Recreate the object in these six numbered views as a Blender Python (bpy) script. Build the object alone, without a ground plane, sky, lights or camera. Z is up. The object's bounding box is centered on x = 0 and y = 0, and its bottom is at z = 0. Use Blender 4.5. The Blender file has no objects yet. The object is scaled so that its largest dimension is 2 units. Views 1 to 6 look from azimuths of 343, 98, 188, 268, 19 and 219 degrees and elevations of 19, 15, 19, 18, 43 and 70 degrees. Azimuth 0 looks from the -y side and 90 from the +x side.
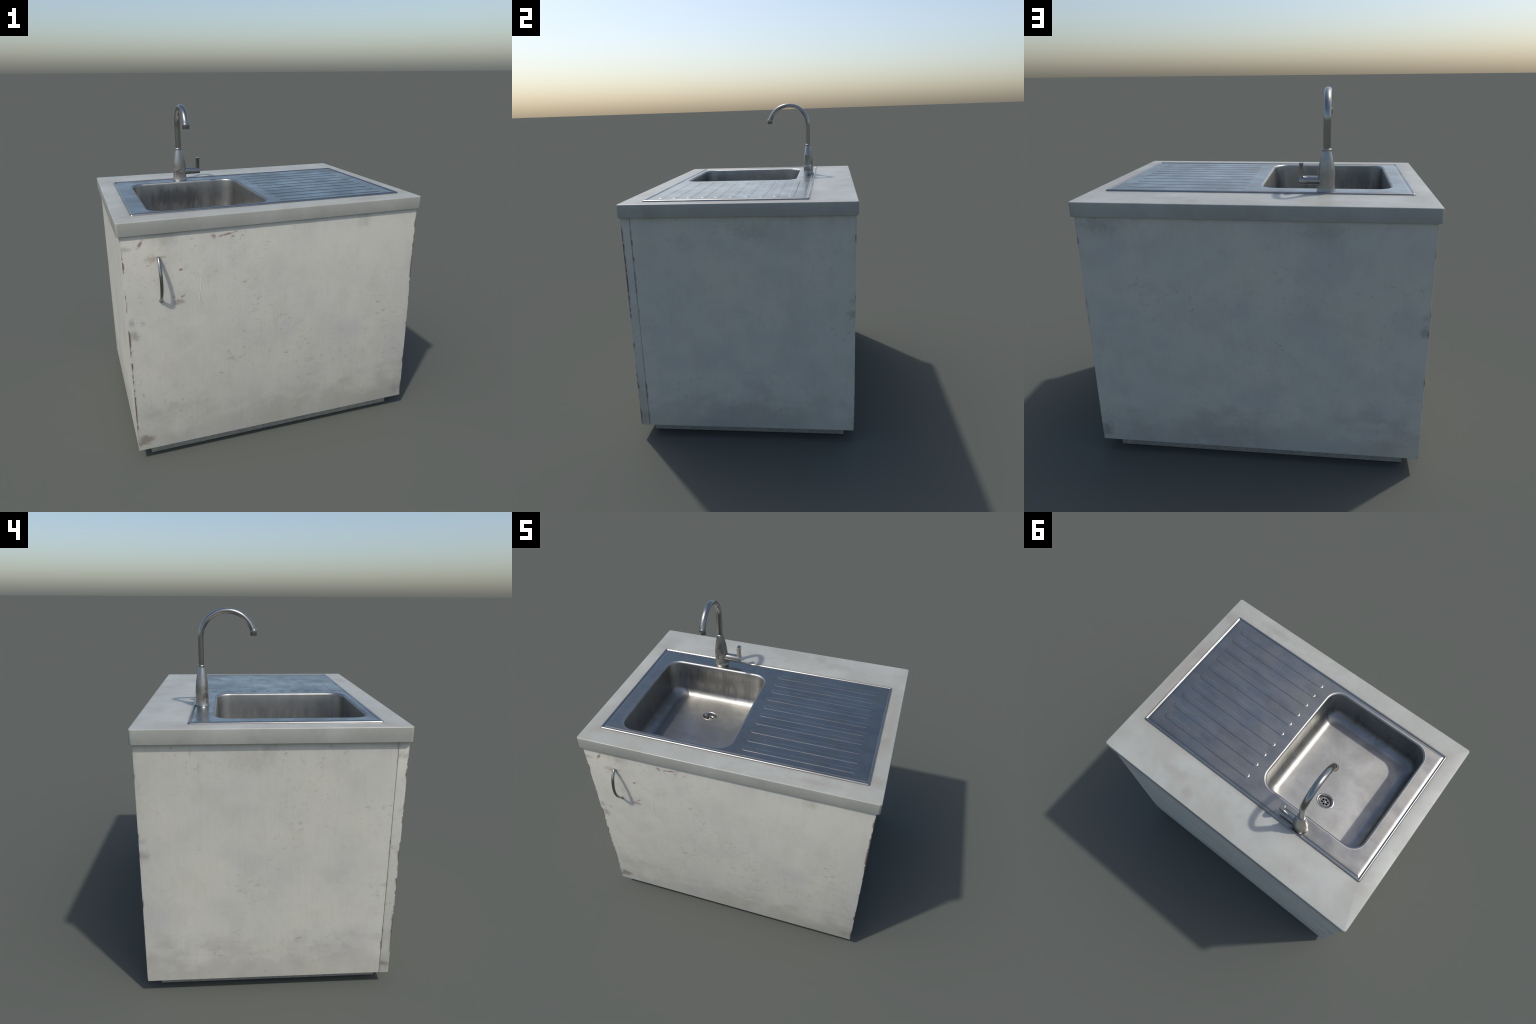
"""Worn kitchen sink cabinet: painted base unit, stone worktop, pressed steel sink
with drainer, and a swan-neck tap.  Everything is designed in a local frame
(u along the width, v along the depth, z up) that is turned about two degrees and
slightly skewed in the world, the way the original stands."""
import math
import bpy
import bmesh
from mathutils import Vector

# ------------------------------------------------------------------ frame
EX = Vector((1.8105, 0.0445)).normalized()
EY = Vector((-0.0495, 1.3365)).normalized()
ORG = Vector((0.0, 0.0255))
DET = EX.x * EY.y - EY.x * EX.y


def world(u, v, z):
    return Vector((ORG.x + u * EX.x + v * EY.x, ORG.y + u * EX.y + v * EY.y, z))


# ------------------------------------------------------------------ main sizes
HALF_W, FRONT, BACK = 0.8893, -0.6600, 0.6590        # cabinet
CAB_Z0, CAB_Z1 = 0.077, 1.4018
SEAM = -0.608                                     # rear face of the door
TOP_HW, TOP_HD = 0.9092, 0.6713                     # worktop half sizes
TOP_Z0, TOP_Z1 = 1.4008, 1.4768
TRAY = (-0.8175, 0.8265, -0.5495, 0.4055)         # steel sheet u0 u1 v0 v1
TRAY_Z = 1.4825                                   # level of the flat steel
BOWL = (-0.716, 0.003, -0.507, 0.281)             # bowl opening
FLOOR_Z = 1.224
DRAIN = (-0.359, 0.062)
TAP = (-0.361, 0.3525)
SX = 1.28                                         # widths run wide: circles are ellipses in plan

# ------------------------------------------------------------------ mesh helpers


def make(name, verts, faces, mat, parent, sharp=None, location=None):
    me = bpy.data.meshes.new(name)
    me.from_pydata([tuple(p) for p in verts], [], faces)
    bm = bmesh.new()
    bm.from_mesh(me)
    bmesh.ops.remove_doubles(bm, verts=bm.verts, dist=1e-6)
    bmesh.ops.recalc_face_normals(bm, faces=bm.faces)
    bm.to_mesh(me)
    bm.free()
    if sharp is None:
        me.shade_smooth()
    else:
        me.shade_smooth()
        me.set_sharp_from_angle(angle=math.radians(sharp))
    me.materials.append(mat)
    ob = bpy.data.objects.new(name, me)
    bpy.context.collection.objects.link(ob)
    ob.parent = parent
    if location:
        ob.location = location
    return ob


def rounded_rect(u0, u1, v0, v1, r, n=8, m=6):
    """Points of a rounded rectangle; every corner has n+1 points, each side m extra."""
    r = max(r, 1e-4)
    ru = rv = r
    cs = [(u1 - ru, v1 - rv, 0), (u0 + ru, v1 - rv, 90), (u0 + ru, v0 + rv, 180), (u1 - ru, v0 + rv, 270)]
    pts = []
    for k, (cu, cv, a0) in enumerate(cs):
        arc = [(cu + ru * math.cos(math.radians(a0 + 90 * i / n)), cv + rv * math.sin(math.radians(a0 + 90 * i / n)))
               for i in range(n + 1)]
        pts += arc
        nu, nv, na = cs[(k + 1) % 4]
        nxt = (nu + ru * math.cos(math.radians(na)), nv + rv * math.sin(math.radians(na)))
        for i in range(1, m + 1):
            t = i / (m + 1)
            pts.append((arc[-1][0] * (1 - t) + nxt[0] * t, arc[-1][1] * (1 - t) + nxt[1] * t))
    return pts


def loft(rings, close_start=False, close_end=False, cyclic=False):
    """Faces between equal-length closed rings of 3D points."""
    n = len(rings[0])
    verts = [p for r in rings for p in r]
    faces = []
    last = len(rings) if cyclic else len(rings) - 1
    for k in range(last):
        a, b = k * n, ((k + 1) % len(rings)) * n
        for i in range(n):
            j = (i + 1) % n
            faces.append((a + i, a + j, b + j, b + i))
    if close_start:
        faces.append(tuple(reversed(range(n))))
    if close_end:
        faces.append(tuple(range((len(rings) - 1) * n, len(rings) * n)))
    return verts, faces


def rr_ring(rect, r, z, n=8, m=6):
    return [world(u, v, z) for u, v in rounded_rect(*rect, r, n, m)]


def inset(rect, d):
    return (rect[0] + d, rect[1] - d, rect[2] + d, rect[3] - d)


def block(name, rect, z0, z1, bevel, mat, parent, corner=None):
    """A box with rounded edges, made of stacked rounded rectangles."""
    c = corner if corner is not None else bevel
    rings = []
    steps = 3
    for i in range(steps + 1):
        a = math.pi / 2 * i / steps
        d = bevel * (1 - math.sin(a))
        rings.append(rr_ring(inset(rect, d), max(c - d, 3e-4), z0 + bevel * (1 - math.cos(a)), 4, 4))
    for i in range(steps + 1):
        a = math.pi / 2 * i / steps
        d = bevel * (1 - math.cos(a))
        rings.append(rr_ring(inset(rect, d), max(c - d, 3e-4), z1 - bevel * (1 - math.sin(a)), 4, 4))
    v, f = loft(rings, True, True)
    return make(name, v, f, mat, parent, 40)


def turned(name, centre, profile, mat, parent, seg=48, cap0=True, cap1=True, sharp=35):
    """Lathe around a vertical axis; profile = (radius in v, z); stretched along u."""
    rings = [[world(centre[0] + SX * r * math.cos(2 * math.pi * i / seg), centre[1] + r * math.sin(2 * math.pi * i / seg), z)
              for i in range(seg)] for r, z in profile]
    v, f = loft(rings, cap0, cap1)
    return make(name, v, f, mat, parent, sharp)


def smooth_profile(keys, n=8):
    """Catmull-Rom through (r, z) keys."""
    out = []
    for i in range(len(keys) - 1):
        p0, p1, p2, p3 = keys[max(i - 1, 0)], keys[i], keys[i + 1], keys[min(i + 2, len(keys) - 1)]
        for k in range(n):
            t = k / n
            out.append(tuple(0.5 * (2 * b + (c - a) * t + (2 * a - 5 * b + 4 * c - d) * t * t + (3 * b - a - 3 * c + d) * t ** 3)
                             for a, b, c, d in zip(p0, p1, p2, p3)))
    out.append(keys[-1])
    return out


def pipe(name, u, path, radius, mat, parent, seg=32, caps=True):
    """Round bar swept along a path of (v, z) points lying in the plane u = const."""
    rings = []
    for i, (v, z) in enumerate(path):
        a, b = path[max(i - 1, 0)], path[min(i + 1, len(path) - 1)]
        tv, tz = b[0] - a[0], b[1] - a[1]
        l = math.hypot(tv, tz)
        nv, nz = tz / l, -tv / l
        rings.append([world(u + SX * radius * math.cos(2 * math.pi * k / seg),
                            v + nv * radius * math.sin(2 * math.pi * k / seg),
                            z + nz * radius * math.sin(2 * math.pi * k / seg)) for k in range(seg)])
    vv, ff = loft(rings, caps, caps)
    return make(name, vv, ff, mat, parent, 50)


# ------------------------------------------------------------------ node helpers


class Graph:
    def __init__(self, name):
        self.mat = bpy.data.materials.new(name)
        self.mat.use_nodes = True
        self.t = self.mat.node_tree
        self.bsdf = self.t.nodes["Principled BSDF"]
        geo = self.t.nodes.new("ShaderNodeNewGeometry")
        self.pos = geo.outputs["Position"]
        sub = self.vec("SUBTRACT", self.pos, (ORG.x, ORG.y, 0))
        self.u = self.dot(sub, (EY.y / DET, -EY.x / DET, 0))
        self.v = self.dot(sub, (-EX.y / DET, EX.x / DET, 0))
        self.z = self.dot(sub, (0, 0, 1))

    def put(self, sock, val):
        if isinstance(val, bpy.types.NodeSocket):
            self.t.links.new(val, sock)
        else:
            sock.default_value = val

    def vec(self, op, a, b):
        n = self.t.nodes.new("ShaderNodeVectorMath")
        n.operation = op
        self.put(n.inputs[0], a)
        self.put(n.inputs[1], b)
        return n.outputs[0]

    def dot(self, a, b):
        n = self.t.nodes.new("ShaderNodeVectorMath")
        n.operation = "DOT_PRODUCT"
        self.put(n.inputs[0], a)
        self.put(n.inputs[1], b)
        return n.outputs["Value"]

    def math(self, op, a, b=0.0, c=0.0):
        n = self.t.nodes.new("ShaderNodeMath")
        n.operation = op
        for i, x in enumerate((a, b, c)):
            self.put(n.inputs[i], x)
        return n.outputs[0]

    def add(self, a, b): return self.math("ADD", a, b)
    def sub(self, a, b): return self.math("SUBTRACT", a, b)
    def mul(self, a, b): return self.math("MULTIPLY", a, b)
    def max(self, a, b): return self.math("MAXIMUM", a, b)
    def min(self, a, b): return self.math("MINIMUM", a, b)

    def step(self, x, lo, hi, a=0.0, b=1.0):
        n = self.t.nodes.new("ShaderNodeMapRange")
        n.interpolation_type = "SMOOTHSTEP"
        for i, val in enumerate((x, lo, hi, a, b)):
            self.put(n.inputs[i], val)
        return n.outputs[0]

    def noise(self, scale, detail=4.0, rough=0.55, stretch=(1, 1, 1), shift=(0, 0, 0), distort=0.0):
        m = self.t.nodes.new("ShaderNodeMapping")
        self.put(m.inputs["Vector"], self.pos)
        m.inputs["Scale"].default_value = stretch
        m.inputs["Location"].default_value = shift
        n = self.t.nodes.new("ShaderNodeTexNoise")
        self.t.links.new(m.outputs[0], n.inputs["Vector"])
        n.inputs["Scale"].default_value = scale
        n.inputs["Detail"].default_value = detail
        n.inputs["Roughness"].default_value = rough
        n.inputs["Distortion"].default_value = distort
        return n.outputs["Fac"]

    def mix(self, fac, a, b, mode="MIX"):
        n = self.t.nodes.new("ShaderNodeMix")
        n.data_type = "RGBA"
        n.blend_type = mode
        n.clamp_factor = True
        self.put(n.inputs[0], fac)
        for i, x in ((6, a), (7, b)):
            if not isinstance(x, bpy.types.NodeSocket):
                x = (*x, 1.0)
            self.put(n.inputs[i], x)
        return n.outputs[2]

    def bump(self, height, strength, distance, normal=None):
        n = self.t.nodes.new("ShaderNodeBump")
        n.inputs["Strength"].default_value = strength
        n.inputs["Distance"].default_value = distance
        self.put(n.inputs["Height"], height)
        if normal is not None:
            self.put(n.inputs["Normal"], normal)
        return n.outputs[0]

    def blot(self, a, b, a0, b0, ra, rb, wobble, soft=0.5, tilt=0.0):
        """Soft elliptic mark in the plane of coordinates (a, b), its outline broken by noise."""
        da, db = self.sub(a, a0), self.sub(b, b0)
        c, s = math.cos(tilt), math.sin(tilt)
        p = self.math("DIVIDE", self.add(self.mul(da, c), self.mul(db, s)), ra)
        q = self.math("DIVIDE", self.sub(self.mul(db, c), self.mul(da, s)), rb)
        d = self.math("SQRT", self.add(self.mul(p, p), self.mul(q, q)))
        d = self.add(d, wobble)
        return self.step(d, 1.0 + soft, 1.0 - soft)


def srgb(r, g, b):
    return tuple(((c / 255) / 12.92 if c / 255 <= 0.04045 else ((c / 255 + 0.055) / 1.055) ** 2.4) for c in (r, g, b))


# ------------------------------------------------------------------ materials
PAINT = (0.520, 0.508, 0.450)


def paint(name, panel):
    """Old off-white paint: mottled, grimy low down, chipped brown along the edges."""
    g = Graph(name)
    u, v, z = g.u, g.v, g.z
    broad = g.noise(2.6, 3, 0.55)
    mid = g.noise(7.0, 5, 0.6, shift=(3.1, 1.7, 0.4))
    fine = g.noise(42.0, 5, 0.65, stretch=(1, 1, 0.7))
    strokes = g.noise(60.0, 3, 0.6, stretch=(1, 1, 0.06))
    col = g.mix(g.step(broad, 0.35, 0.68), PAINT, tuple(c * k for c, k in zip(PAINT, (1.06, 1.05, 1.01))))
    col = g.mix(g.mul(g.step(mid, 0.42, 0.72), 0.28), col, tuple(c * k for c, k in zip(PAINT, (0.80, 0.77, 0.73))))
    # lilac-grey clouds
    lil = g.noise(4.2, 3, 0.5, shift=(9.0, 4.0, 2.0))
    col = g.mix(g.mul(g.step(lil, 0.48, 0.70), 0.32), col, (0.415, 0.402, 0.395))
    # scuffs: small dark flecks gathered in bands across the middle
    gather = g.step(g.noise(3.4, 2, 0.5, shift=(2.0, 7.0, 5.0)), 0.42, 0.66)
    fleck = g.step(g.noise(24.0, 8, 0.75, stretch=(1, 1, 1.5), shift=(1, 2, 3)), 0.545, 0.70)
    col = g.mix(g.mul(g.mul(fleck, gather), 0.62), col, (0.215, 0.208, 0.182))
    col = g.mix(g.mul(g.step(fine, 0.5, 0.85), 0.18), col, (0.31, 0.305, 0.27))
    streaks = g.noise(46.0, 4, 0.6, stretch=(1, 1, 0.10), shift=(5, 5, 0))
    col = g.mix(g.mul(g.step(streaks, 0.5, 0.78), 0.16), col, (0.36, 0.352, 0.325))
    # clouds of grime that settle towards the floor; colour also darkens towards the worktop
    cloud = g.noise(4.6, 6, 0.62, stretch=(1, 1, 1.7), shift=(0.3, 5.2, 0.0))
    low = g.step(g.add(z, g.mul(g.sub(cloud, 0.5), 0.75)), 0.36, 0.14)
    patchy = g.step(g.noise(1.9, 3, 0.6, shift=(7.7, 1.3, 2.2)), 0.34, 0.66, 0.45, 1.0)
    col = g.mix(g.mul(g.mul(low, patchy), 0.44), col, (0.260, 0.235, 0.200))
    cloud2 = g.noise(5.5, 5, 0.6, stretch=(1, 1, 0.8), shift=(6.3, 0.2, 3.0))
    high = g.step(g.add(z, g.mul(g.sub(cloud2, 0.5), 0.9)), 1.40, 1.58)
    col = g.mix(g.mul(high, 0.34), col, (0.235, 0.222, 0.170))
    # dark thumb-marks where corners get knocked
    wob = g.mul(g.sub(g.noise(38.0, 6, 0.72), 0.5), 3.6)
    au = g.math("ABSOLUTE", u)
    if panel == "door":
        for (a, b, ra, rb, k) in ((-0.867, 0.905, 0.014, 0.022, 0.55), (-0.858, 0.828, 0.026, 0.022, 0.65), (-0.808, 0.90, 0.014, 0.014, 0.3),
                                  (-0.872, 1.33, 0.03, 0.012, 0.5), (0.86, 0.14, 0.04, 0.03, 0.4)):
            col = g.mix(g.mul(g.blot(u, z, a, b, ra, rb, wob, 0.8), k * 0.8), col, (0.175, 0.165, 0.165))
    else:
        # flanks and back get their own marks
        flank = g.step(g.sub(HALF_W, au), 0.012, 0.004)
        rear = g.step(g.sub(BACK, v), 0.012, 0.004)
        for (b, ra, rb, k) in ((0.825, 0.030, 0.025, 0.42), (0.905, 0.020, 0.014, 0.25)):
            col = g.mix(g.mul(g.mul(g.blot(v, z, 0.645, b, ra, rb, wob, 0.7), flank), k), col, (0.17, 0.165, 0.165))
            col = g.mix(g.mul(g.mul(g.blot(u, z, -0.872, b + 0.012, ra, rb, wob, 0.7), rear), k), col, (0.17, 0.165, 0.165))
        col = g.mix(g.mul(g.mul(g.blot(v, z, 0.10, 1.32, 0.10, 0.05, wob, 0.9), flank), 0.25), col, (0.26, 0.235, 0.19))
        col = g.mix(g.mul(g.mul(g.blot(u, z, 0.77, 1.36, 0.09, 0.04, wob, 0.9), rear), 0.35), col, (0.20, 0.185, 0.145))
        col = g.mix(g.mul(g.mul(g.blot(u, z, -0.36, 1.345, 0.09, 0.04, wob, 0.9), rear), 0.25), col, (0.20, 0.185, 0.145))
        col = g.mix(g.mul(g.mul(g.blot(u, z, 0.862, 0.146, 0.03, 0.04, wob, 0.8), rear), 0.5), col, (0.16, 0.15, 0.135))
    # brown board showing where the paint has chipped along the edges
    du = g.sub(HALF_W, au)
    rag = g.noise(30.0, 6, 0.7, stretch=(1, 1, 0.45), shift=(4, 4, 4))
    run = g.noise(7.0, 3, 0.6, stretch=(0.6, 0.6, 1.0), shift=(0, 3, 8))
    bare = 0.45 if panel == "door" else 0.565
    reach = g.add(g.mul(g.sub(run, bare), 0.055), g.mul(g.sub(rag, 0.5), 0.045))
    fade = g.mul(g.step(z, 1.37, 1.30), g.step(z, 0.09, 0.2, 0.55, 1.0))
    reach = g.mul(g.min(g.max(reach, -0.01), 0.0085 if panel == "door" else 0.006), fade)
    if panel == "door":
        edge = g.min(g.max(du, g.sub(v, FRONT)), g.add(g.max(du, g.sub(SEAM, v)), 0.0075))
    else:
        edge = g.min(g.max(du, g.sub(BACK, v)), g.max(du, g.sub(v, SEAM + 0.002)))
    chip = g.step(g.sub(reach, edge), -0.0012, 0.0012)
    worn = g.step(g.sub(g.add(reach, 0.004), edge), -0.006, 0.004)
    col = g.mix(g.mul(worn, 0.25), col, (0.22, 0.19, 0.165))
    col = g.mix(g.mul(chip, 0.88 if panel == "door" else 0.78), col, (0.112, 0.074, 0.057))
    height = g.add(g.add(g.mul(fine, 0.5), g.mul(strokes, 0.5)), g.mul(chip, -0.9))
    if panel == "door":
        red = (0.190, 0.100, 0.086)
        thin = g.mul(g.sub(g.noise(62.0, 5, 0.7, shift=(8, 1, 1)), 0.5), 4.0)
        on = g.step(v, -0.64, -0.655)
        for (a, b, ra, rb, tilt, k) in ((-0.791, 1.351, 0.0075, 0.021, -0.55, 0.8), (-0.312, 1.361, 0.026, 0.006, 0.1, 0.8),
                                        (-0.350, 1.355, 0.016, 0.005, 0.2, 0.6), (-0.394, 1.355, 0.010, 0.012, 0.5, 0.6),
                                        (-0.285, 1.345, 0.010, 0.004, 0, 0.5), (-0.265, 1.371, 0.013, 0.004, 0, 0.45),
                                        (-0.230, 1.345, 0.005, 0.004, 0, 0.5), (-0.581, 1.185, 0.010, 0.0065, 0.5, 0.85),
                                        (-0.580, 1.029, 0.012, 0.006, 0.4, 0.6), (-0.607, 0.996, 0.026, 0.013, 0.0, 0.55),
                                        (-0.631, 1.030, 0.008, 0.006, 0, 0.4)):
            mask = g.mul(g.blot(u, z, a, b, ra, rb, thin, 0.7, tilt), on)
            col = g.mix(g.mul(mask, k), col, red)
        # grime fanning out of the handle fixings
        col = g.mix(g.mul(g.blot(u, z, -0.728, 1.262, 0.032, 0.016, thin, 0.8), 0.55), col, (0.27, 0.215, 0.165))
        col = g.mix(g.mul(g.blot(u, z, -0.685, 1.268, 0.022, 0.007, thin, 0.8), 0.5), col, (0.22, 0.19, 0.155))
        # brown scab at the lower knocked corner
        col = g.mix(g.mul(g.blot(u, z, -0.845, 0.142, 0.045, 0.027, wob, 0.5, 0.25), 0.75), col, (0.20, 0.165, 0.135))
        # one long upright scratch
        bow = g.add(g.mul(g.sub(z, 1.05), 0.13), -0.479)
        off = g.math("ABSOLUTE", g.sub(u, bow))
        line = g.mul(g.step(off, 0.0042, 0.001), g.mul(g.step(z, 0.95, 0.99), g.step(z, 1.15, 1.11)))
        col = g.mix(g.mul(line, 0.35), col, (0.60, 0.59, 0.55))
        height = g.add(height, g.mul(line, 0.9))
    g.put(g.bsdf.inputs["Base Color"], col)
    g.put(g.bsdf.inputs["Roughness"], g.step(mid, 0.2, 0.8, 0.62, 0.8))
    g.bsdf.inputs["Specular IOR Level"].default_value = 0.3
    dents = g.step(g.noise(34.0, 3, 0.5, shift=(5, 9, 1)), 0.66, 0.76)
    n = g.bump(g.add(height, g.mul(dents, g.mul(gather, 0.6))), 0.32, 0.004)
    g.put(g.bsdf.inputs["Normal"], n)
    return g.mat


def stone():
    g = Graph("worktop_stone")
    u, v = g.u, g.v
    a = g.noise(3.2, 5, 0.6, distort=0.4)
    b = g.noise(8.5, 5, 0.6, shift=(4, 4, 0))
    col = g.mix(g.step(a, 0.35, 0.7), (0.322, 0.323, 0.286), (0.382, 0.387, 0.350))
    col = g.mix(g.mul(g.step(b, 0.45, 0.75), 0.30), col, (0.27, 0.268, 0.235))
    grain = g.noise(90.0, 4, 0.6)
    col = g.mix(g.mul(g.step(grain, 0.5, 0.8), 0.10), col, (0.24, 0.238, 0.205))
    # brownish water marks round the steel edge
    ou = g.max(g.sub(TRAY[0], u), g.sub(u, TRAY[1]))
    ov = g.max(g.sub(TRAY[2], v), g.sub(v, TRAY[3]))
    out = g.max(ou, ov)
    ragged = g.noise(11.0, 5, 0.65, shift=(2, 0, 7))
    near = g.step(g.add(out, g.mul(g.sub(ragged, 0.5), -0.10)), 0.026, -0.012)
    col = g.mix(g.mul(near, 0.42), col, (0.27, 0.235, 0.200))
    wob = g.mul(g.sub(g.noise(16.0, 5, 0.65, shift=(1, 6, 0)), 0.5), 2.2)
    for (p, q, rp, rq, k) in ((0.855, -0.50, 0.05, 0.035, 0.40), (0.865, 0.05, 0.03, 0.22, 0.35), (0.44, 0.55, 0.07, 0.03, 0.30),
                              (0.855, -0.20, 0.03, 0.10, 0.3), (0.30, 0.60, 0.03, 0.03, 0.40), (0.53, -0.61, 0.10, 0.02, 0.35),
                              (-0.835, 0.43, 0.05, 0.03, 0.30), (-0.83, -0.56, 0.05, 0.03, 0.25), (-0.50, 0.58, 0.10, 0.04, 0.2)):
        col = g.mix(g.mul(g.blot(u, v, p, q, rp, rq, wob, 0.7), k), col, (0.255, 0.215, 0.180))
    g.put(g.bsdf.inputs["Base Color"], col)
    g.put(g.bsdf.inputs["Roughness"], g.step(b, 0.3, 0.75, 0.34, 0.48))
    g.bsdf.inputs["Specular IOR Level"].default_value = 0.55
    g.put(g.bsdf.inputs["Normal"], g.bump(g.add(grain, g.mul(b, 0.6)), 0.10, 0.003))
    return g.mat


def steel(name, base=(0.288, 0.287, 0.270), rough=(0.23, 0.41), grime=None, coat=0.7):
    g = Graph(name)
    u, v, z = g.u, g.v, g.z
    cloud = g.noise(5.0, 5, 0.60, distort=0.35)
    brush = g.noise(50.0, 4, 0.6, stretch=(0.12, 1, 0.3))
    smear = g.noise(13.0, 3, 0.55, stretch=(0.6, 1, 0.5), shift=(3, 3, 3))
    dark = tuple(c * 0.80 for c in base)
    light = tuple(min(c * 1.09, 1.0) for c in base)
    col = g.mix(g.step(cloud, 0.34, 0.66), light, dark)
    col = g.mix(g.mul(g.step(smear, 0.55, 0.8), 0.22), col, tuple(c * 0.65 for c in base))
    r = g.step(g.add(g.mul(cloud, 0.6), g.mul(smear, 0.4)), 0.30, 0.70, rough[0], rough[1])
    met = 1.0
    if grime == "bowl":
        # limescale runs and dark tarnish low on the walls
        run = g.noise(20.0, 5, 0.65, stretch=(1, 1, 0.12), shift=(7, 2, 0))
        wall = g.mul(g.step(z, 1.44, 1.34), g.step(z, 1.225, 1.25))
        col = g.mix(g.mul(g.mul(g.step(run, 0.46, 0.68), wall), 0.55), col, tuple(c * 0.42 for c in base))
        # smoky wet stain with drips in the middle of the rear wall
        drip = g.mul(g.sub(g.noise(26.0, 5, 0.7, stretch=(1, 1, 0.22), shift=(1, 1, 5)), 0.5), 4.2)
        soot = g.mul(g.blot(u, z, -0.40, 1.375, 0.19, 0.055, drip, 0.7), g.step(v, 0.20, 0.25))
        col = g.mix(g.mul(soot, 0.65), col, tuple(c * 0.34 for c in base))
        tarn = g.noise(9.0, 6, 0.7, shift=(2, 8, 1))
        col = g.mix(g.mul(g.step(tarn, 0.5, 0.72), 0.30), col, (0.255, 0.252, 0.240))
    if grime == "tap":
        sp = g.noise(38.0, 6, 0.72)
        band = g.mul(g.step(z, 1.66, 1.54), g.step(z, 1.480, 1.505))
        m = g.mul(g.step(sp, 0.36, 0.66), band)
        col = g.mix(g.mul(m, 0.40), col, (0.33, 0.30, 0.245))
        spots = g.mul(g.step(g.noise(48.0, 5, 0.7, shift=(6, 6, 6)), 0.58, 0.68), band)
        col = g.mix(g.mul(spots, 0.35), col, (0.13, 0.10, 0.07))
        r = g.add(r, g.mul(m, 0.18))
        met = g.step(m, 0.0, 1.0, 1.0, 0.7)
    g.put(g.bsdf.inputs["Base Color"], col)
    g.put(g.bsdf.inputs["Metallic"], met)
    g.bsdf.inputs["Coat Weight"].default_value = coat
    g.put(g.bsdf.inputs["Coat Roughness"], r)
    g.bsdf.inputs["Coat Tint"].default_value = (1.0, 0.985, 0.95, 1.0)
    g.put(g.bsdf.inputs["Roughness"], r)
    g.put(g.bsdf.inputs["Normal"], g.bump(g.add(g.mul(brush, 0.35), g.mul(cloud, 2.0)), 0.05, 0.002))
    return g.mat


def plain(name, colour, rough, metallic=0.0):
    g = Graph(name)
    n = g.noise(40.0, 4, 0.6)
    g.put(g.bsdf.inputs["Base Color"], g.mix(g.step(n, 0.35, 0.7), colour, tuple(c * 0.75 for c in colour)))
    g.bsdf.inputs["Roughness"].default_value = rough
    g.bsdf.inputs["Metallic"].default_value = metallic
    return g.mat


M_BODY = paint("painted_carcass", "body")
M_DOOR = paint("painted_door", "door")
M_TOP = stone()
M_SHEET = steel("sheet_steel")
M_BOWL = steel("bowl_steel", (0.338, 0.337, 0.322), (0.40, 0.50), "bowl", 0.3)
M_TAP = steel("tap_steel", (0.34, 0.335, 0.315), (0.22, 0.30), None, 0.4)
M_GRIMY = steel("grimy_tap_steel", (0.34, 0.335, 0.315), (0.26, 0.34), "tap", 0.4)
M_HANDLE = steel("handle_steel", (0.34, 0.34, 0.335), (0.18, 0.28), None, 0.3)
M_DRAIN = steel("drain_steel", (0.46, 0.455, 0.43), (0.24, 0.34), None, 0.2)
M_DARK = plain("drain_shadow", (0.012, 0.012, 0.012), 0.7)
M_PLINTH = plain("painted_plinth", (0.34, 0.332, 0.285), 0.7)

# ------------------------------------------------------------------ the thing
root = bpy.data.objects.new("kitchen_sink_cabinet", None)
bpy.context.collection.objects.link(root)
root["label"] = "worn white sink cabinet with steel basin, drainer and tap"
root["category"] = "kitchen sink"

# --- carcass: open-topped box, walls 18 mm
rect = (-HALF_W, HALF_W, SEAM + 0.002, BACK)
w = 0.018
rings = [rr_ring(inset(rect, 0.003), 0.001, CAB_Z0, 3, 6), rr_ring(rect, 0.003, CAB_Z0 + 0.003, 3, 6),
         rr_ring(rect, 0.003, CAB_Z1, 3, 6), rr_ring(inset(rect, w), 0.002, CAB_Z1, 3, 6),
         rr_ring(inset(rect, w), 0.002, CAB_Z0 + 0.02, 3, 6)]
vv, ff = loft(rings, True, True)
make("carcass", vv, ff, M_BODY, root, 40)

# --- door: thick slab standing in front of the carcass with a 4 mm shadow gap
door = block("door", (-HALF_W, HALF_W, FRONT, SEAM), CAB_Z0, CAB_Z1 - 0.0005, 0.0018, M_DOOR, root)
# added filler strip, keeps the gap behind the door shallow and less dark
block("door_gap_fill", (-HALF_W + 0.0022, HALF_W - 0.0022, SEAM - 0.002, SEAM + 0.007), CAB_Z0 + 0.006, CAB_Z1 - 0.004, 0.0006, M_PLINTH, root)

# --- plinth
block("plinth", (-0.811, 0.811, -0.601, 0.598), 0.0, CAB_Z0 + 0.002, 0.003, M_PLINTH, root)

# --- worktop: slab with a cut-out for the steel
outer = (-TOP_HW, TOP_HW, -TOP_HD, TOP_HD)
cut = inset(TRAY, 0.012)
cut = (cut[0], cut[1], cut[2], cut[3])
N, M = 8, 10
prof = []
for i in range(6):                                   # upper rounded edge
    a = math.pi / 2 * i / 5
    prof.append((0.0055 * (1 - math.sin(a)), TOP_Z1 - 0.0055 * (1 - math.cos(a))))
for i in range(4):                                   # lower edge
    a = math.pi / 2 * i / 3
    prof.append((0.0025 * (1 - math.cos(a)), TOP_Z0 + 0.0025 * (1 - math.sin(a))))
rings = [rr_ring(cut, 0.004, TOP_Z1, N, M)]
rings += [rr_ring(inset(outer, d), max(0.016 - d, 0.002), z, N, M) for d, z in prof]
rings += [rr_ring(cut, 0.004, TOP_Z0, N, M)]
vv, ff = loft(rings, cyclic=True)
make("worktop", vv, ff, M_TOP, root, 40)

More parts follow.
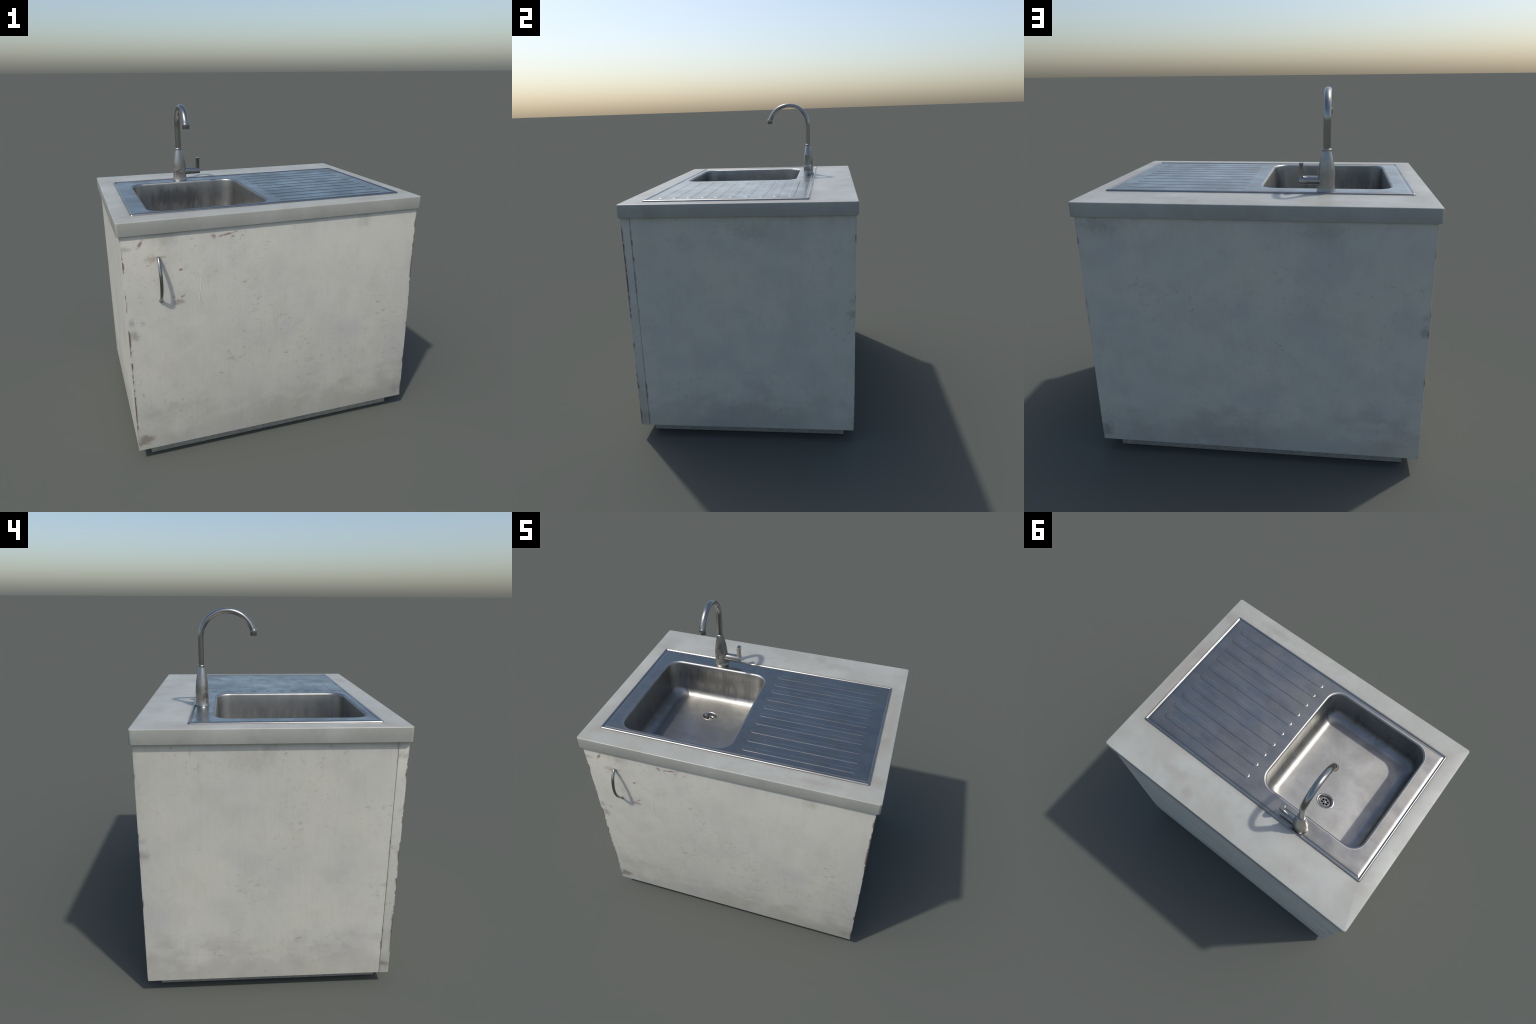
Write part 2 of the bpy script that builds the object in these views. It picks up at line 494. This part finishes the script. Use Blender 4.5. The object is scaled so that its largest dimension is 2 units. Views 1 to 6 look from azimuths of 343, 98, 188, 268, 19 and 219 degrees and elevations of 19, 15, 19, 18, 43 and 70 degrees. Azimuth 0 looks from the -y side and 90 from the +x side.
# --- steel sink: pressed sheet with raised bead, gutter and bowl opening
T = TRAY_Z
NB, MB = 12, 16
bead = [(0.0000, -0.0080), (0.0008, -0.0032), (0.0030, 0.0000), (0.0060, 0.0022), (0.0085, 0.0030), (0.0105, 0.0024),
        (0.0122, 0.0006), (0.0145, -0.0014), (0.0165, -0.0025), (0.0185, -0.0027), (0.0215, -0.0019), (0.0245, -0.0009),
        (0.0265, -0.0003), (0.0285, 0.0)]
rings = [rr_ring(inset(TRAY, d), max(0.012 - d * 0.45, 0.003), T + dz, NB, MB) for d, dz in bead]
t = TRAY
rings.append(rr_ring((t[0] + 0.040, t[1] - 0.040, t[2] + 0.0295, t[3] - 0.040), 0.004, T, NB, MB))
rings.append(rr_ring((t[0] + 0.060, t[1] - 0.060, t[2] + 0.031, t[3] - 0.060), 0.005, T, NB, MB))
lip = inset((BOWL[0], BOWL[1] - 0.005, BOWL[2], BOWL[3]), -0.007)
LIP_R = 0.092
rings.append(rr_ring(lip, LIP_R, T, NB, MB))
vv, ff = loft(rings)
sink = make("sink", vv, ff, M_SHEET, root, 60)

def lean(rect, f):
    return (rect[0], rect[1] - LEAN * f, rect[2], rect[3])


# bowl: rolled lip, steep walls, generous bottom radius, flat floor to the drain seat
LR = 0.0135
rings = [rr_ring(inset(lip, -0.002), LIP_R + 0.002, T - 0.0006, NB, MB)]
for i in range(7):
    a = math.pi / 2 * i / 6
    rings.append(rr_ring(inset(lip, LR * math.sin(a)), LIP_R - LR * math.sin(a) * 0.6, T - LR * (1 - math.cos(a)), NB, MB))
FR, TAPER = 0.066, 0.002
LEAN = 0.002                                      # the wall by the drainer leans in a little more
for k in range(1, 5):
    f = k / 4
    z = (T - LR) + (FLOOR_Z + FR - (T - LR)) * f
    rings.append(rr_ring(lean(inset(lip, LR + TAPER * f), f), 0.084 + 0.004 * f, z, NB, MB))
for i in range(1, 11):
    a = math.pi / 2 * i / 10
    d = LR + TAPER + FR * (1 - math.cos(a))
    rings.append(rr_ring(lean(inset(lip, d), 1), 0.088 - 0.03 * (1 - math.cos(a)), FLOOR_Z + FR * (1 - math.sin(a)), NB, MB))
flat = lean(inset(lip, LR + TAPER + FR), 1)
base2d = rounded_rect(*flat, 0.058, NB, MB)
DR = 0.044
for f, dz in ((0.35, 0.0), (0.7, 0.0), (0.92, 0.0), (1.0, 0.0)):
    ring = []
    for (p, q) in base2d:
        a = math.atan2((q - DRAIN[1]) / 1.0, (p - DRAIN[0]) / SX)
        ep, eq = DRAIN[0] + SX * DR * math.cos(a), DRAIN[1] + DR * math.sin(a)
        ring.append(world(p + (ep - p) * f, q + (eq - q) * f, FLOOR_Z + dz))
    rings.append(ring)
vv, ff = loft(rings)
make("basin", vv, ff, M_BOWL, sink, 60)

# drain: flange, funnel, strainer plate with six holes and a centre screw
Z = FLOOR_Z
turned("drain_flange", DRAIN, [(0.0475, Z - 0.001), (0.0466, Z + 0.0012), (0.0440, Z + 0.0026), (0.0405, Z + 0.0020), (0.0375, Z - 0.0005),
                               (0.0345, Z - 0.0065), (0.0315, Z - 0.018), (0.0285, Z - 0.029)], M_DRAIN, sink, 48, False, False)
plate_z = Z - 0.022
seg = 72
holes, hr, hd = 6, 0.0060, 0.0155
verts, faces = [], []
bm = bmesh.new()
disc = [bm.verts.new((0.0295 * math.cos(2 * math.pi * i / seg), 0.0295 * math.sin(2 * math.pi * i / seg), 0)) for i in range(seg)]
edges = [bm.edges.new((disc[i], disc[(i + 1) % seg])) for i in range(seg)]
for h in range(holes):
    cx, cy = hd * math.cos(2 * math.pi * (h + 0.5) / holes), hd * math.sin(2 * math.pi * (h + 0.5) / holes)
    hole = [bm.verts.new((cx + hr * math.cos(2 * math.pi * i / 16), cy + hr * math.sin(2 * math.pi * i / 16), 0)) for i in range(16)]
    edges += [bm.edges.new((hole[i], hole[(i + 1) % 16])) for i in range(16)]
bmesh.ops.triangle_fill(bm, use_beauty=True, use_dissolve=False, edges=edges)
ext = bmesh.ops.extrude_face_region(bm, geom=bm.faces[:])
for e in ext["geom"]:
    if isinstance(e, bmesh.types.BMVert):
        e.co.z -= 0.002
bm.verts.index_update()
verts = [world(DRAIN[0] + SX * p.co.x, DRAIN[1] + p.co.y, plate_z + p.co.z) for p in bm.verts]
faces = [tuple(p.index for p in f.verts) for f in bm.faces]
bm.free()
make("strainer", verts, faces, M_SHEET, sink, 40)
turned("strainer_screw", DRAIN, [(0.0055, plate_z - 0.001), (0.0052, plate_z + 0.001), (0.0035, plate_z + 0.0025), (0.0008, plate_z + 0.003)],
       M_DRAIN, sink, 24)
turned("waste_pipe", DRAIN, [(0.0290, plate_z - 0.004), (0.0290, plate_z - 0.05), (0.002, plate_z - 0.05)], M_DARK, sink, 32, False, True)

# drainer ridges: ten pressed ribs sharing one mesh
R_U0, R_U1 = 0.066, 0.744
hl = (R_U1 - R_U0) / 2


def stadium(halfw, end, n=14):
    """Long slot outline, ends bulging as half ellipses."""
    pts = []
    for i in range(n + 1):
        a = -math.pi / 2 + math.pi * i / n
        pts.append((end - halfw * 1.15 + halfw * 1.15 * math.cos(a), halfw * math.sin(a)))
    for i in range(1, 6):
        t_ = i / 6
        pts.append(((end - halfw * 1.15) * (1 - 2 * t_), halfw))
    for i in range(n + 1):
        a = math.pi / 2 + math.pi * i / n
        pts.append((-end + halfw * 1.15 + halfw * 1.15 * math.cos(a), halfw * math.sin(a)))
    for i in range(1, 6):
        t_ = i / 6
        pts.append(((-end + halfw * 1.15) * (1 - 2 * t_), -halfw))
    return pts


o = world(0, 0, 0)
rprof = [(0.0, -0.0010), (0.0010, 0.0), (0.0020, 0.0003), (0.0036, 0.0009), (0.0050, 0.0013), (0.0066, 0.0015), (0.0090, 0.0016), (0.0150, 0.0016)]
rings = []
for d, z in rprof:
    rings.append([world(p, q, z) - o for p, q in stadium(0.0195 - d, hl - d)])
vv, ff = loft(rings, False, True)
ridge_v = (-0.464, -0.381, -0.298, -0.212, -0.131, -0.048, 0.042, 0.129, 0.209, 0.298)
first = None
for k, rv in enumerate(ridge_v):
    loc = world((R_U0 + R_U1) / 2 + 0.002 * math.sin(k * 1.9), rv, T)
    if first is None:
        first = make("drainer_ridge", vv, ff, M_SHEET, sink, 60, loc)
    else:
        c = first.copy()
        c.location = loc
        bpy.context.collection.objects.link(c)

# --- tap
tu, tv = TAP
prof = [(0.0300, T - 0.002), (0.0395, T - 0.002), (0.0398, T + 0.001)]
prof += smooth_profile([(0.0392, T + 0.003), (0.0368, T + 0.012), (0.0352, 1.512), (0.0352, 1.540), (0.0354, 1.562), (0.0332, 1.597),
                        (0.0270, 1.643), (0.0221, 1.669), (0.0182, 1.687)])
tap = turned("tap", TAP, prof, M_GRIMY, root, 64)
turned("tap_collar", TAP, [(0.0178, 1.686), (0.0172, 1.689), (0.0195, 1.691), (0.0208, 1.694), (0.0210, 1.698), (0.0200, 1.7015), (0.0170, 1.703),
                           (0.0140, 1.7035)], M_TAP, tap, 64, False, True, 60)
rad, cz = 0.1425, 1.8435
cv = tv - rad
path = [(tv, 1.695 + (cz - 1.695) * i / 6) for i in range(6)]
end_a = 180 - 17
path += [(cv + rad * math.cos(math.radians(a)), cz + rad * math.sin(math.radians(a))) for a in [end_a * i / 56 for i in range(57)]]
pipe("spout", tu, path, 0.0150, M_TAP, tap, 40)
av, az = path[-1]
turned("aerator", (tu, av - 0.004), [(0.0150, az + 0.006), (0.0165, az + 0.004), (0.0175, az + 0.001), (0.0178, az - 0.003), (0.0178, az - 0.0275),
                                     (0.0172, az - 0.0290)], M_TAP, tap, 40, True, True, 40)

# lever arm: horizontal barrel along u with rounded end, and an upright paddle
seg = 36
kv, kz, kr = tv + 0.0005, 1.540, 0.0222
barrel = [(-0.345, kr), (-0.2215, kr), (-0.2195, kr - 0.0008), (-0.2185, kr - 0.003), (-0.2180, kr * 0.6), (-0.2178, 0.001)]
rings = [[world(bu, kv + 1.12 * r * math.cos(2 * math.pi * i / seg), kz + r * math.sin(2 * math.pi * i / seg)) for i in range(seg)] for bu, r in barrel]
vv, ff = loft(rings, True, True)
make("lever_arm", vv, ff, M_TAP, tap, 45)
rings = []
for z, hw, u0, u1 in ((1.545, 0.0150, -0.2415, -0.2205), (1.575, 0.0152, -0.2415, -0.2200), (1.605, 0.0172, -0.2412, -0.2198), (1.6295, 0.0190, -0.2405, -0.2198),
                      (1.6305, 0.0182, -0.2398, -0.2205)):
    rings.append(rr_ring((u0, u1, tv - hw, tv + hw), 0.0012, z, 3, 1))
vv, ff = loft(rings, True, True)
make("lever", vv, ff, M_TAP, tap, 25)

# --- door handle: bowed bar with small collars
HU = -0.7005
bow = [(-0.004, 1.2675), (0.006, 1.2672), (0.0110, 1.2655), (0.0276, 1.2480), (0.0416, 1.2240), (0.0520, 1.1930), (0.0573, 1.1600), (0.0582, 1.1370),
       (0.0547, 1.1090), (0.0459, 1.0810), (0.0337, 1.0585), (0.0214, 1.0410), (0.0101, 1.0265), (0.003, 1.0180), (-0.004, 1.0120)]
pipe("door_handle", HU, [(FRONT - p, z) for p, z in smooth_profile(bow, 5)], 0.0073, M_HANDLE, door, 24)
rings = []
for v_, r in ((FRONT + 0.002, 0.0090), (FRONT - 0.007, 0.0090), (FRONT - 0.0095, 0.0080), (FRONT - 0.0098, 0.0050)):
    rings.append([world(HU + SX * r * math.cos(2 * math.pi * i / 24), v_, 1.020 + r * math.sin(2 * math.pi * i / 24)) for i in range(24)])
vv, ff = loft(rings, True, True)
make("handle_collar", vv, ff, M_HANDLE, door, 40)
